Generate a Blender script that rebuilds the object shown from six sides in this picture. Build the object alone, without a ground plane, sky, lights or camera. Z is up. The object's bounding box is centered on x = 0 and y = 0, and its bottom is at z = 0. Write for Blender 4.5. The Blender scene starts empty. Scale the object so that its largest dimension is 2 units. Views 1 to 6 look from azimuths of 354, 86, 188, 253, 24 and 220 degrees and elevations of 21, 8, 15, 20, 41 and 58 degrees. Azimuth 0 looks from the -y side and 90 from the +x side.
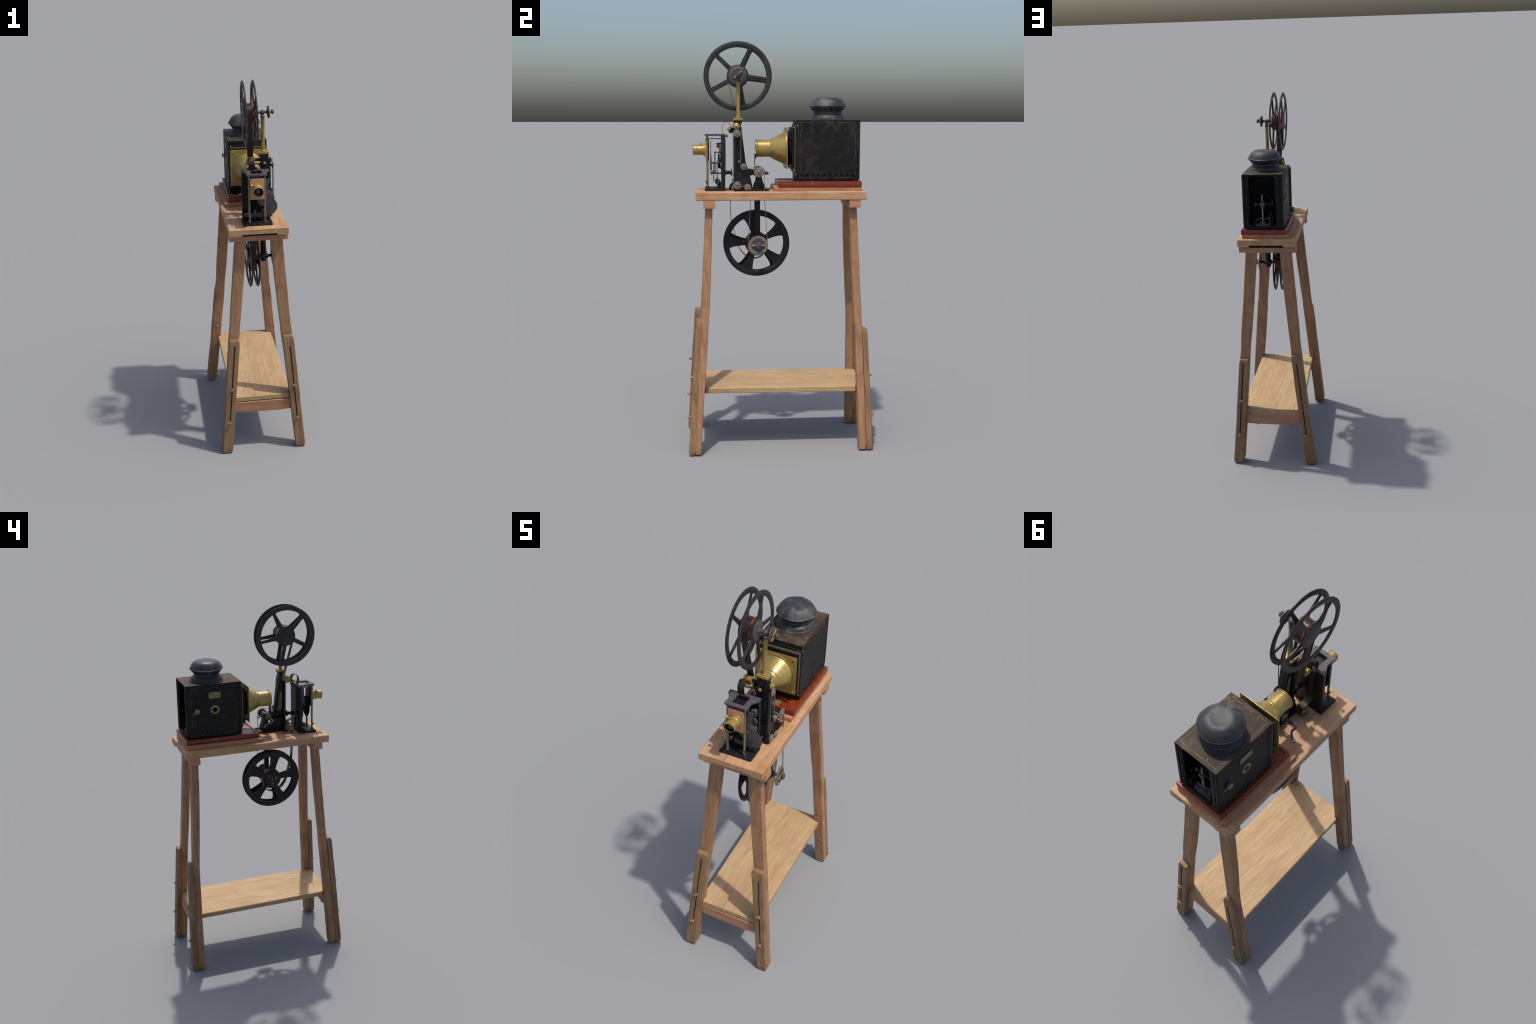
"""Antique hand-cranked film projector: magic-lantern lamp house, brass condenser cone,
film gate with lens, post with two reels and a chain drive, all on a slatted wooden stand.
Frame: metres, z up, lens end towards -y, lamp house towards +y, chain side towards +x."""
import bpy, bmesh, math, random
from mathutils import Vector, Matrix, noise

random.seed(11)
rad = math.radians

# ------------------------------------------------------------------ materials
def lin(h):
    h = h.lstrip('#')
    out = []
    for i in (0, 2, 4):
        c = int(h[i:i+2], 16) / 255
        out.append(c / 12.92 if c <= .04045 else ((c + .055) / 1.055) ** 2.4)
    return (*out, 1)

class Nodes:
    def __init__(self, name):
        self.m = bpy.data.materials.new(name)
        self.m.use_nodes = True
        self.t = self.m.node_tree
        self.b = self.t.nodes['Principled BSDF']
        self.tc = self.n('ShaderNodeTexCoord')
    def n(self, kind, **kw):
        nd = self.t.nodes.new(kind)
        for k, v in kw.items():
            setattr(nd, k, v)
        return nd
    def l(self, a, b):
        self.t.links.new(a, b)
    def mapping(self, scale=(1, 1, 1), rot=(0, 0, 0), loc=(0, 0, 0)):
        mp = self.n('ShaderNodeMapping')
        mp.inputs['Scale'].default_value = scale
        mp.inputs['Rotation'].default_value = rot
        mp.inputs['Location'].default_value = loc
        self.l(self.tc.outputs['Object'], mp.inputs['Vector'])
        return mp.outputs['Vector']
    def noise(self, vec, scale, detail=4, rough=.55, dist=0):
        nz = self.n('ShaderNodeTexNoise')
        nz.inputs['Scale'].default_value = scale
        nz.inputs['Detail'].default_value = detail
        nz.inputs['Roughness'].default_value = rough
        nz.inputs['Distortion'].default_value = dist
        self.l(vec, nz.inputs['Vector'])
        return nz.outputs['Fac']
    def ramp(self, fac, stops):
        r = self.n('ShaderNodeValToRGB')
        e = r.color_ramp.elements
        while len(e) < len(stops):
            e.new(.5)
        for i, (p, c) in enumerate(stops):
            e[i].position = p
            e[i].color = lin(c) if isinstance(c, str) else (c, c, c, 1)
        self.l(fac, r.inputs['Fac'])
        return r.outputs['Color']
    def mix(self, fac, a, b, mode='MIX'):
        m = self.n('ShaderNodeMix', data_type='RGBA', blend_type=mode)
        for val, i in ((fac, 0), (a, 6), (b, 7)):
            if isinstance(val, (int, float)):
                m.inputs[i].default_value = val
            elif isinstance(val, str):
                m.inputs[i].default_value = lin(val)
            else:
                self.l(val, m.inputs[i])
        return m.outputs[2]
    def bump(self, h, strength, dist=.001):
        bp = self.n('ShaderNodeBump')
        bp.inputs['Strength'].default_value = strength
        bp.inputs['Distance'].default_value = dist
        self.l(h, bp.inputs['Height'])
        self.l(bp.outputs['Normal'], self.b.inputs['Normal'])
    def finish(self, color, rough=.5, metal=0, spec=.5):
        if isinstance(color, str):
            self.b.inputs['Base Color'].default_value = lin(color)
        else:
            self.l(color, self.b.inputs['Base Color'])
        if isinstance(rough, (int, float)):
            self.b.inputs['Roughness'].default_value = rough
        else:
            self.l(rough, self.b.inputs['Roughness'])
        self.b.inputs['Metallic'].default_value = metal
        self.b.inputs['Specular IOR Level'].default_value = spec
        return self.m

def wood(name, axis, dark, mid, light, stain, stain_amt=.5, knots=False):
    """Planed timber, grain running along axis (0 x, 1 y, 2 z)."""
    N = Nodes(name)
    sc = [1, 1, 1]; sc[axis] = .075
    v = N.mapping(tuple(sc))
    broad = N.noise(v, 22, 3, .6, 2.2)
    fine = N.noise(v, 170, 4, .65, .3)
    col = N.ramp(broad, [(.25, dark), (.5, mid), (.75, light)])
    col = N.mix(.38, col, N.ramp(fine, [(.28, '#8a8a8a'), (.55, '#ffffff'), (.8, '#ffffff')]), 'MULTIPLY')
    patch = N.noise(N.mapping(), 7, 4, .6)
    f = N.ramp(patch, [(.48, 0.0), (.68, stain_amt)])
    col = N.mix(f, col, stain)
    smudge = N.ramp(N.noise(N.mapping(loc=(4, 2, 6)), 21, 5, .65, .8), [(.56, 0.0), (.74, .5)])
    col = N.mix(smudge, col, dark)
    wear = N.ramp(N.noise(N.mapping(loc=(1, 8, 3)), 13, 4, .6, .5), [(.58, 0.0), (.75, .45)])
    col = N.mix(wear, col, light)
    if knots:
        kv = N.n('ShaderNodeTexVoronoi')
        kv.inputs['Scale'].default_value = 5
        sc2 = [1.6, 1.6, 1.6]; sc2[axis] = 1
        N.l(N.mapping(tuple(sc2)), kv.inputs['Vector'])
        kf = N.ramp(kv.outputs['Distance'], [(.03, .85), (.075, 0.0)])
        col = N.mix(kf, col, '#6d4a34')
    N.bump(fine, .16, .0010)
    return N.finish(col, .62, 0, .3)

def painted(name, base, worn, chip=None, wear=.55, rough=.45, scale=38, spec=.5, chip_at=.70, metal=0):
    """Old paint: base coat, rubbed patches, small chips."""
    N = Nodes(name)
    a = N.noise(N.mapping(), scale, 6, .68, .4)
    b = N.noise(N.mapping(loc=(3, 1, 2)), scale * .28, 4, .6)
    f = N.ramp(a, [(.42, 0.0), (.78, wear)])
    f2 = N.ramp(b, [(.40, .15), (.65, 1.0)])
    ff = N.mix(1, f, f2, 'MULTIPLY')
    col = N.mix(ff, base, worn)
    if chip:
        c = N.noise(N.mapping(loc=(7, 5, 1)), max(90, scale * 4), 4, .6)
        patchy = N.ramp(N.noise(N.mapping(loc=(2, 9, 4)), 17, 2, .5), [(.50, 0.0), (.62, 1.0)])
        col = N.mix(N.mix(1, N.ramp(c, [(chip_at - .03, 0.0), (chip_at + .04, .9)]), patchy, 'MULTIPLY'), col, chip)
    N.bump(a, .25, .0008)
    r = N.ramp(a, [(.3, rough - .08), (.75, rough + .18)])
    return N.finish(col, r, metal, spec)

def metal(name, base, tarnish, rough=.33, metallic=.75, scale=45, amt=.75, axis=None):
    N = Nodes(name)
    sc = [1, 1, 1]
    if axis is not None:
        sc[axis] = .2
    a = N.noise(N.mapping(tuple(sc)), scale, 5, .6, .3)
    fine = N.noise(N.mapping(), scale * 5, 3, .6)
    col = N.mix(N.ramp(a, [(.38, 0.0), (.72, amt)]), base, tarnish)
    col = N.mix(.25, col, N.ramp(fine, [(.3, '#909090'), (.6, '#ffffff')]), 'MULTIPLY')
    N.bump(fine, .08, .0004)
    return N.finish(col, N.ramp(a, [(.3, rough), (.75, rough + .16)]), metallic, .5)

M = {}
M['table'] = wood('table_pine', 1, '#9c7656', '#b08a69', '#bd9877', '#a06f3f', .75)
M['end'] = wood('batten_pine', 0, '#966a50', '#a97c60', '#b58a6d', '#95664c', .4)
M['leg'] = wood('leg_pine', 2, '#896348', '#9b7455', '#a98163', '#765338', .65)
M['slat'] = wood('slat_oak', 2, '#755a41', '#86694d', '#957757', '#674d34', .5)
M['shelf'] = wood('shelf_pine', 1, '#9c7e59', '#aa8d68', '#b69a75', '#9b7b54', .5, True)
M['base_wood'] = wood('baseboard_pine', 1, '#8a5c42', '#a87555', '#ba8867', '#8f6148', .4)
M['red'] = painted('red_varnish', '#6c2611', '#843a20', '#a08478', .85, .30, 24, .45, .645)
M['japan'] = painted('black_japanning', '#0e0e0e', '#393431', '#57493f', .9, .55, 20, .22, .665)
M['japan_top'] = painted('sooty_brown_sheet', '#332a22', '#6a5a4a', '#94794f', 1.0, .62, 22, .22, .635)
M['chimney'] = painted('chimney_iron', '#2c2d30', '#68686a', '#97765f', 1.0, .45, 14, .3, .655)  # pale grey mottling carries highlights baked into the scan
M['iron'] = painted('black_enamelled_iron', '#101013', '#36333a', '#5c5456', .85, .46, 55, .3, .66)
M['grey_iron'] = painted('bare_cast_iron', '#434044', '#6a6563', '#857b78', .85, .5, 55, .3, .66)
M['reel'] = painted('worn_reel_enamel', '#1f1d20', '#4a464a', '#756c6c', .95, .45, 48, .35, .64)
M['dark'] = painted('near_black', '#080808', '#121212', None, .5, .75, 40, .15)
M['brass'] = metal('brass', '#a68c4b', '#786331', .30, .35)
M['brass_cone'] = metal('spun_brass', '#ab9558', '#7f6c3a', .25, .4, 22, .9)
M['brass_old'] = metal('tarnished_brass', '#82744a', '#5a4d30', .45, .22)
M['copper'] = metal('copper_sheet', '#b98669', '#a56c50', .5, .1, 25)
M['nut'] = metal('dull_bronze', '#9c7a5e', '#6b513f', .5, .15, 90)
M['steel'] = metal('nickelled_steel', '#827d74', '#554e48', .42, .3, 110, .95)
M['chain'] = metal('chain_steel', '#85786d', '#4f453f', .45, .3, 300)
M['film'] = painted('film_celluloid', '#291c14', '#4a3320', '#6d4826', .9, .38, 30, .4, .68)
M['film_edge'] = painted('film_edge_orange', '#8a3317', '#45210f', None, 1.0, .5, 60)
M['film_rim'] = painted('film_border_brown', '#6b3219', '#35201a', None, .9, .5, 50)
M['gold_line'] = painted('gold_pinstripe', '#75591f', '#33291a', None, 1.0, .5, 120)
M['glass'] = painted('lens_glass', '#07100f', '#0d1a18', None, .3, .08, 20, .8)
M['stone'] = painted('lamp_stem_ceramic', '#8b847c', '#6e675f', None, .6, .6, 60)
M['zinc'] = painted('zinc_floor', '#57555a', '#434146', None, .6, .5, 40)  # grey darkened to offset the sky's reflection on the lamp floor
M['slit'] = painted('painted_gap_shadow', '#1c1410', '#2a1e16', None, .4, .8, 40, .1)
M['disc_red'] = painted('reddish_knob', '#413a3b', '#5d504e', '#7a3a30', .8, .45, 70, .35, .66)

# ------------------------------------------------------------------ geometry helpers
def add_box(bm, x0, x1, y0, y1, z0, z1, bev=0, seg=2):
    r = bmesh.ops.create_cube(bm, size=1)
    vs = r['verts']
    for v in vs:
        v.co = Vector(((x0+x1)/2 + v.co.x*(x1-x0), (y0+y1)/2 + v.co.y*(y1-y0), (z0+z1)/2 + v.co.z*(z1-z0)))
    if bev:
        es = {e for v in vs for e in v.link_edges}
        bmesh.ops.bevel(bm, geom=list(es), offset=bev, segments=seg, affect='EDGES', profile=.6)

AX = {'x': lambda a, b, h: Vector((h, a, b)), 'y': lambda a, b, h: Vector((a, h, b)), 'z': lambda a, b, h: Vector((a, b, h))}

def add_prism(bm, pts, axis, h0, h1, bev=0, seg=1):
    """Extrude a 2D outline along axis. 2D axes: x->(y,z), y->(x,z), z->(x,y)."""
    f = AX[axis]
    a = [bm.verts.new(f(p[0], p[1], h0)) for p in pts]
    b = [bm.verts.new(f(p[0], p[1], h1)) for p in pts]
    n = len(pts)
    fs = [bm.faces.new(a), bm.faces.new(b)]
    for i in range(n):
        fs.append(bm.faces.new((a[i], a[(i+1) % n], b[(i+1) % n], b[i])))
    bmesh.ops.recalc_face_normals(bm, faces=fs)
    if bev:
        es = {e for fc in fs[:2] for e in fc.edges}
        bmesh.ops.bevel(bm, geom=list(es), offset=bev, segments=seg, affect='EDGES')

def add_lathe(bm, prof, axis, c, seg=40, close=False):
    """Revolve (radius, height) profile about an axis through c. Height is absolute along the axis."""
    f = AX[axis]
    ca = {'x': (c[1], c[2]), 'y': (c[0], c[2]), 'z': (c[0], c[1])}[axis]
    rings = []
    for r, h in prof:
        if r < 1e-6:
            rings.append([bm.verts.new(f(ca[0], ca[1], h))])
        else:
            rings.append([bm.verts.new(f(ca[0] + r*math.cos(2*math.pi*k/seg), ca[1] + r*math.sin(2*math.pi*k/seg), h)) for k in range(seg)])
    fs = []
    pairs = list(zip(rings, rings[1:])) + ([(rings[-1], rings[0])] if close else [])
    for A, B in pairs:
        for k in range(seg):
            k2 = (k+1) % seg
            if len(A) == 1 and len(B) == 1:
                break
            if len(A) == 1:
                fs.append(bm.faces.new((A[0], B[k], B[k2])))
            elif len(B) == 1:
                fs.append(bm.faces.new((A[k], A[k2], B[0])))
            else:
                fs.append(bm.faces.new((A[k], A[k2], B[k2], B[k])))
    bmesh.ops.recalc_face_normals(bm, faces=fs)

def add_cyl(bm, axis, c, r, h0, h1, seg=24, bev=0):
    b = min(bev or r*.12, abs(h1-h0)*.3)
    s = 1 if h1 > h0 else -1
    add_lathe(bm, [(0, h0), (r-b, h0), (r, h0+s*b), (r, h1-s*b), (r-b, h1), (0, h1)], axis, c, seg)

def add_ball(bm, c, r, sx=1, sy=1, sz=1):
    res = bmesh.ops.create_uvsphere(bm, u_segments=20, v_segments=12, radius=r)
    for v in res['verts']:
        v.co = Vector((v.co.x*sx + c[0], v.co.y*sy + c[1], v.co.z*sz + c[2]))

def spline(pts, n=8):
    P = [Vector(p) for p in pts]
    P = [P[0]*2 - P[1]] + P + [P[-1]*2 - P[-2]]
    out = []
    for i in range(1, len(P)-2):
        for k in range(n):
            t = k/n
            a, b, c, d = P[i-1], P[i], P[i+1], P[i+2]
            out.append(.5*((2*b) + (c-a)*t + (2*a-5*b+4*c-d)*t*t + (3*b-a-3*c+d)*t**3))
    out.append(P[-2])
    return out

def add_tube(bm, path, radius, seg=10):
    rings = []
    up = Vector((0, 0, 1))
    n = len(path)
    for i, p in enumerate(path):
        t = (path[min(i+1, n-1)] - path[max(i-1, 0)]).normalized()
        ref = up if abs(t.z) < .9 else Vector((1, 0, 0))
        a = t.cross(ref).normalized()
        if rings and a.dot(prev) < 0:
            a = -a
        prev = a
        b = t.cross(a)
        r = radius[min(i, len(radius)-1)] if isinstance(radius, (list, tuple)) else radius
        rings.append([bm.verts.new(p + r*(math.cos(2*math.pi*k/seg)*a + math.sin(2*math.pi*k/seg)*b)) for k in range(seg)])
    fs = []
    for A, B in zip(rings, rings[1:]):
        for k in range(seg):
            fs.append(bm.faces.new((A[k], A[(k+1) % seg], B[(k+1) % seg], B[k])))
    fs.append(bm.faces.new(rings[0])); fs.append(bm.faces.new(rings[-1]))
    bmesh.ops.recalc_face_normals(bm, faces=fs)

def add_ribbon(bm, path, width, thick=.0020):
    """Strip that follows a path lying in a plane x = about constant; its width runs along x."""
    rings = []
    n = len(path)
    for i, p in enumerate(path):
        t = (path[min(i+1, n-1)] - path[max(i-1, 0)]).normalized()
        X = Vector((1, 0, 0))
        nr = X.cross(t).normalized()*thick/2
        w = X*width/2
        rings.append([bm.verts.new(p - w - nr), bm.verts.new(p + w - nr), bm.verts.new(p + w + nr), bm.verts.new(p - w + nr)])
    fs = []
    for A, B in zip(rings, rings[1:]):
        for k in range(4):
            fs.append(bm.faces.new((A[k], A[(k+1) % 4], B[(k+1) % 4], B[k])))
    fs.append(bm.faces.new(rings[0])); fs.append(bm.faces.new(rings[-1]))
    bmesh.ops.recalc_face_normals(bm, faces=fs)

WORLD = {}
def emit(name, bm, mat, parent, stuff=False, origin=None, angle=38):
    """Mesh object with its origin at the piece's centre, parented (pure translation)."""
    me = bpy.data.meshes.new(name)
    lo = Vector([min(v.co[i] for v in bm.verts) for i in range(3)])
    hi = Vector([max(v.co[i] for v in bm.verts) for i in range(3)])
    c = Vector(origin) if origin else (lo+hi)/2
    bmesh.ops.translate(bm, verts=bm.verts, vec=-c)
    bm.to_mesh(me); bm.free()
    for p in me.polygons:
        p.use_smooth = True
    me.set_sharp_from_angle(angle=rad(angle))
    me.materials.append(M[mat])
    ob = bpy.data.objects.new(name, me)
    bpy.context.scene.collection.objects.link(ob)
    ob.parent = parent
    ob.location = c - (WORLD[parent.name] if parent else Vector())
    WORLD[ob.name] = c
    if stuff:
        ob['kind'] = 'stuff'
    return ob

def repeat(src, pos, parent, rot=None):
    """Another copy of src that shares its mesh, at a world position."""
    ob = src.copy()
    bpy.context.scene.collection.objects.link(ob)
    ob.parent = parent
    ob.location = Vector(pos) - WORLD[parent.name]
    if rot:
        ob.rotation_euler = rot
    WORLD[ob.name] = Vector(pos)
    return ob

def new():
    return bmesh.new()

def box(name, mat, parent, *d, bev=.0015, **kw):
    bm = new(); add_box(bm, *d, bev=bev)
    return emit(name, bm, mat, parent, **kw)
def cyl(name, mat, parent, axis, c, r, h0, h1, seg=32, **kw):
    bm = new(); add_cyl(bm, axis, c, r, h0, h1, seg)
    return emit(name, bm, mat, parent, **kw)
def lathe(name, mat, parent, prof, axis, c, seg=56, **kw):
    bm = new(); add_lathe(bm, prof, axis, c, seg)
    return emit(name, bm, mat, parent, **kw)
def prism(name, mat, parent, pts, axis, h0, h1, bev=.0012, **kw):
    bm = new(); add_prism(bm, pts, axis, h0, h1, bev)
    return emit(name, bm, mat, parent, **kw)

def lerp(a, b, t):
    return a + (b-a)*t
def table_at(tab, z):
    """Piecewise linear interpolation in a table of (z, values...) rows, z falling."""
    if z >= tab[0][0]:
        return tab[0][1:]
    for A, B in zip(tab, tab[1:]):
        if z >= B[0]:
            t = (A[0]-z)/(A[0]-B[0])
            return [lerp(a, b, t) for a, b in zip(A[1:], B[1:])]
    return tab[-1][1:]
def wob(p, s, amp):
    return amp*noise.noise(Vector(p)*s)

def carve(ob, cutters):
    """Subtract cutter bmeshes (world coordinates) from an emitted object and bake the result."""
    tmp = []
    for cb in cutters:
        me = bpy.data.meshes.new('cutter'); cb.to_mesh(me); cb.free()
        co = bpy.data.objects.new('cutter', me)
        bpy.context.scene.collection.objects.link(co)
        mod = ob.modifiers.new('b', 'BOOLEAN')
        mod.operation = 'DIFFERENCE'; mod.solver = 'EXACT'; mod.object = co
        tmp.append(co)
    bpy.context.view_layer.update()
    dg = bpy.context.evaluated_depsgraph_get()
    mat = ob.data.materials[0]
    me = bpy.data.meshes.new_from_object(ob.evaluated_get(dg))
    ob.modifiers.clear()
    ob.data = me
    me.materials.clear(); me.materials.append(mat)
    for p in me.polygons:
        p.use_smooth = True; p.material_index = 0
    for co in tmp:
        bpy.data.objects.remove(co)
    return me

# ------------------------------------------------------------------ the thing
root = bpy.data.objects.new('film_projector', None)
bpy.context.scene.collection.objects.link(root)
root['label'] = 'antique hand cranked film projector on tall wooden stand'
root['category'] = 'film projector'
WORLD['film_projector'] = Vector()

# ------------------------------------------------------------------ table top
TT, TB = 1.283, 1.242
def slab(name, mat, parent, outline, z0, z1, bev, jitter=0, seed=0):
    """Board from an outline in plan whose edges are cut up and slightly uneven."""
    pts = []
    n = len(outline)
    for i in range(n):
        a, b = Vector((*outline[i], 0)), Vector((*outline[(i+1) % n], 0))
        m = max(1, int((b-a).length/.04))
        for k in range(m):
            p = a.lerp(b, k/m)
            if k:
                d = (b-a).normalized()
                p += Vector((-d.y, d.x, 0))*wob((p.x, p.y, seed), 14, jitter)
            pts.append((p.x, p.y))
    return prism(name, mat, parent, pts, 'z', z0, z1, bev, angle=25)

table = slab('table_top', 'table', root, [(-.146, -.4035), (.161, -.403), (.149, .4235), (-.160, .419)], TB, TT, .0035, .0016, 3)
notch = new()
add_box(notch, -.079, .106, -.45, -.362, 1.20, 1.2540)
add_box(notch, -.094, .092, .390, .45, 1.20, 1.2540)
carve(table, [notch]).set_sharp_from_angle(angle=rad(25))
def end_batten(y0, y1, xl, xr):
    bm = new()
    add_box(bm, xl, xr, y0, y1, 1.2045, 1.2325, .002)
    add_box(bm, xl+.001, xl+.064, y0+.001, y1-.001, 1.2310, TB-.0003, .001)
    add_box(bm, xr-.057, xr-.001, y0+.001, y1-.001, 1.2310, TB-.0003, .001)
    return emit('batten', bm, 'end', table)
end_batten(-.3665, -.310, -.1435, .163)
end_batten(.340, .3945, -.1585, .1475)
box('batten_gap_shadow_block', 'slit', table, -.080, .106, -.358, -.318, 1.2320, TB-.0005, bev=.0003)  # dark block modelling the shadow in the slit under the table
box('batten_gap_shadow_block', 'slit', table, -.094, .090, .348, .387, 1.2320, TB-.0005, bev=.0003)
src = cyl('dowel_plug', 'table', table, 'z', (.137, -.333, 0), .0105, TT-.004, TT+.0012, 24)
for x, y in ((-.121, -.337), (-.134, .352), (.127, .357)):
    repeat(src, (x, y, WORLD[src.name].z), table)

# ------------------------------------------------------------------ legs
# rows: z, x_left, x_right, y_inner, y_outer of the long leg board
LEGS = {
 'fr': dict(s=-1, slat_top=.664, slot=(.607, .192), nuts=((.182, .380), (.198, .185)), rows=[
    (1.206, .074, .135, .322, .358), (.95, .094, .156, .331, .368), (.80, .108, .168, .336, .374), (.66, .122, .182, .345, .380),
    (.56, .134, .191, .351, .386), (.30, .161, .216, .369, .402), (.17, .174, .228, .379, .409), (0, .191, .243, .389, .420)],
    slat=[(.67, .122, .184, .406), (.30, .160, .216, .431), (0, .190, .242, .450)]),
 'fl': dict(s=-1, slat_top=.661, slot=(.632, .196), nuts=((-.157, .386), (-.175, .189)), rows=[
    (1.206, -.115, -.055, .322, .358), (.95, -.136, -.076, .334, .371), (.80, -.150, -.092, .342, .379), (.66, -.163, -.105, .350, .387),
    (.30, -.195, -.139, .372, .410), (0, -.222, -.165, .390, .429)],
    slat=[(.67, -.163, -.105, .417), (.30, -.195, -.139, .443), (0, -.222, -.165, .461)]),
 'br': dict(s=1, slat_top=.606, slot=(.588, .180), nuts=((.161, .372), (.177, .173)), rows=[
    (1.206, .053, .113, .346, .381), (.95, .077, .136, .354, .391), (.75, .098, .154, .363, .401), (.60, .112, .166, .373, .408),
    (.30, .136, .191, .384, .420), (0, .160, .217, .393, .432)],
    slat=[(.61, .113, .165, .434), (.30, .136, .191, .448), (0, .160, .217, .462)]),
 'bl': dict(s=1, slat_top=.632, slot=(.591, .184), nuts=((-.174, .376), (-.196, .177)), rows=[
    (1.206, -.132, -.070, .345, .384), (.95, -.152, -.090, .355, .393), (.75, -.167, -.108, .366, .403), (.62, -.177, -.120, .376, .410),
    (.30, -.211, -.155, .381, .418), (0, -.247, -.190, .385, .425)],
    slat=[(.64, -.177, -.120, .436), (.30, -.211, -.155, .447), (0, -.247, -.190, .457)]),
}
def loft(bm, rings):
    fs = []
    V = [[bm.verts.new(p) for p in r] for r in rings]
    n = len(V[0])
    for A, B in zip(V, V[1:]):
        for k in range(n):
            fs.append(bm.faces.new((A[k], A[(k+1) % n], B[(k+1) % n], B[k])))
    fs.append(bm.faces.new(V[0])); fs.append(bm.faces.new(V[-1]))
    bmesh.ops.recalc_face_normals(bm, faces=fs)

def leg_board(L, idx):
    bm = new(); rings = []
    s = L['s']; zs = [1.206 - 1.2*k/60 for k in range(61)]
    for k, z in enumerate(zs):
        xl, xr, yi, yo = table_at(L['rows'], z)
        above = min(1, max(0, (z-L['slat_top'])/.03))
        near = math.exp(-((z-L['slat_top']-.06)/.05)**2)*.002 if z > L['slat_top'] else 0
        e = .004 if k == len(zs)-1 else 0
        j = lambda i: wob((idx*3.1, i*1.7, z), 9, .0016)
        xl += j(1)+near+e; xr += j(2)-near-e; yi += j(3)*.8; yo += j(4)*.8*above - e
        c = .003
        o = [(xl+c, yi), (xr-c, yi), (xr, yi+c), (xr, yo-c), (xr-c, yo), (xl+c, yo), (xl, yo-c), (xl, yi+c)]
        rings.append([(x, s*y, z) for x, y in o])
    loft(bm, rings)
    return bm

def slat_board(L, idx):
    bm = new(); rings = []
    s = L['s']; top = L['slat_top']; s1, s0 = L['slot']
    zs = [top - (top-.004)*k/40 for k in range(41)] + [s1, s1-.0004, s0, s0+.0004]
    zs = sorted(set(zs), reverse=True)
    for z in zs:
        xl, xr, yo = table_at(L['slat'], z)
        yi = table_at(L['rows'], z)[3] + .0012
        j = lambda i: wob((idx*5.3, i*2.7, z), 10, .0016)
        e = .004*math.exp(-(top-z)/.004) + .006*math.exp(-(z-.001)/.006)
        xl += j(1)+e; xr += j(2)-e; yo += j(3)-e*.9
        # groove follows the line through the wing nuts
        (xa, za), (xb, zb) = L['nuts']
        xc = lerp(xb, xa, (z-zb)/(za-zb)) + wob((idx, 0, z), 40, .0008)
        d = .019 if s0 <= z <= s1-.0002 else .0
        w = .0036; c = .0028
        o = [(xl, yi), (xr, yi), (xr, yo-c), (xr-c, yo), (xc+w, yo), (xc+w*.8, yo-d-.0002), (xc-w*.8, yo-d-.0002), (xc-w, yo), (xl+c, yo), (xl, yo-c)]
        rings.append([(x, s*y, z) for x, y in o])
    loft(bm, rings)
    return bm

def wing_nut_mesh(bm):
    """Butterfly nut on a bolt end; the bolt points along +y."""
    add_cyl(bm, 'y', (0, 0, 0), .0062, -.004, .0055, 14)
    add_cyl(bm, 'y', (0, 0, 0), .0030, 0, .013, 10)
    for sx in (-1, 1):
        pts = [(sx*.003, -.003), (sx*.003, .004), (sx*.008, .0095), (sx*.0125, .0105), (sx*.0115, .006), (sx*.006, -.001)]
        add_prism(bm, pts, 'z', -.0019, .0019, .0006)
nut_src = bolt_src = None
for idx, key in enumerate(('fr', 'fl', 'br', 'bl')):
    L = LEGS[key]
    leg = emit('leg', leg_board(L, idx), 'leg', root, angle=28)
    emit('extension_slat', slat_board(L, idx), 'slat', leg, angle=28)
    for x, z in L['nuts']:
        yo = table_at(L['slat'], z)[2]
        pos = (x, L['s']*(yo+.003), z)
        tilt = (0, rad(random.uniform(-40, 40)), 0 if L['s'] > 0 else math.pi)
        if nut_src is None:
            bm = new(); wing_nut_mesh(bm)
            nut_src = emit('wing_nut', bm, 'nut', leg, origin=(0, 0, 0))
            nut_src.location = Vector(pos) - WORLD[leg.name]; nut_src.rotation_euler = tilt
        else:
            repeat(nut_src, pos, leg, tilt)
        yi = table_at(L['rows'], z)[2]
        pos = (x, L['s']*yi, z+.004)
        if bolt_src is None:
            bm = new(); add_ball(bm, (0, 0, 0), .0085, 1, .45, 1)
            bolt_src = emit('bolt_head', bm, 'nut', leg, origin=(0, 0, 0))
            bolt_src.location = Vector(pos) - WORLD[leg.name]
        else:
            repeat(bolt_src, pos, leg)

# ------------------------------------------------------------------ shelf
shelf = slab('shelf', 'shelf', root, [(-.155, -.368), (-.137, -.372), (-.137, -.414), (.157, -.410), (.157, -.368), (.166, -.364), (.164, .378), (.137, .383),
              (.137, .419), (-.152, .421), (-.154, .374), (-.170, .372)], .286, .314, .003, .0012, 9)
for v in shelf.data.vertices:
    v.co.z += .0050 - v.co.y*.006 - (.0015*abs(noise.noise(Vector((v.co.x*9, v.co.y*12, 0)))) if v.co.z < 0 else 0)
def apron(y0, y1, xl, xr):
    pts = [(xl, .290), (xl-.004, .228), (xl+.06, .225), (lerp(xl, xr, .5), .223), (xr-.06, .225), (xr+.006, .228), (xr, .290)]
    return prism('shelf_rail', 'end', shelf, pts, 'y', y0, y1, .003)
apron(-.4145, -.380, -.142, .163)
apron(.386, .4225, -.156, .139)
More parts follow.
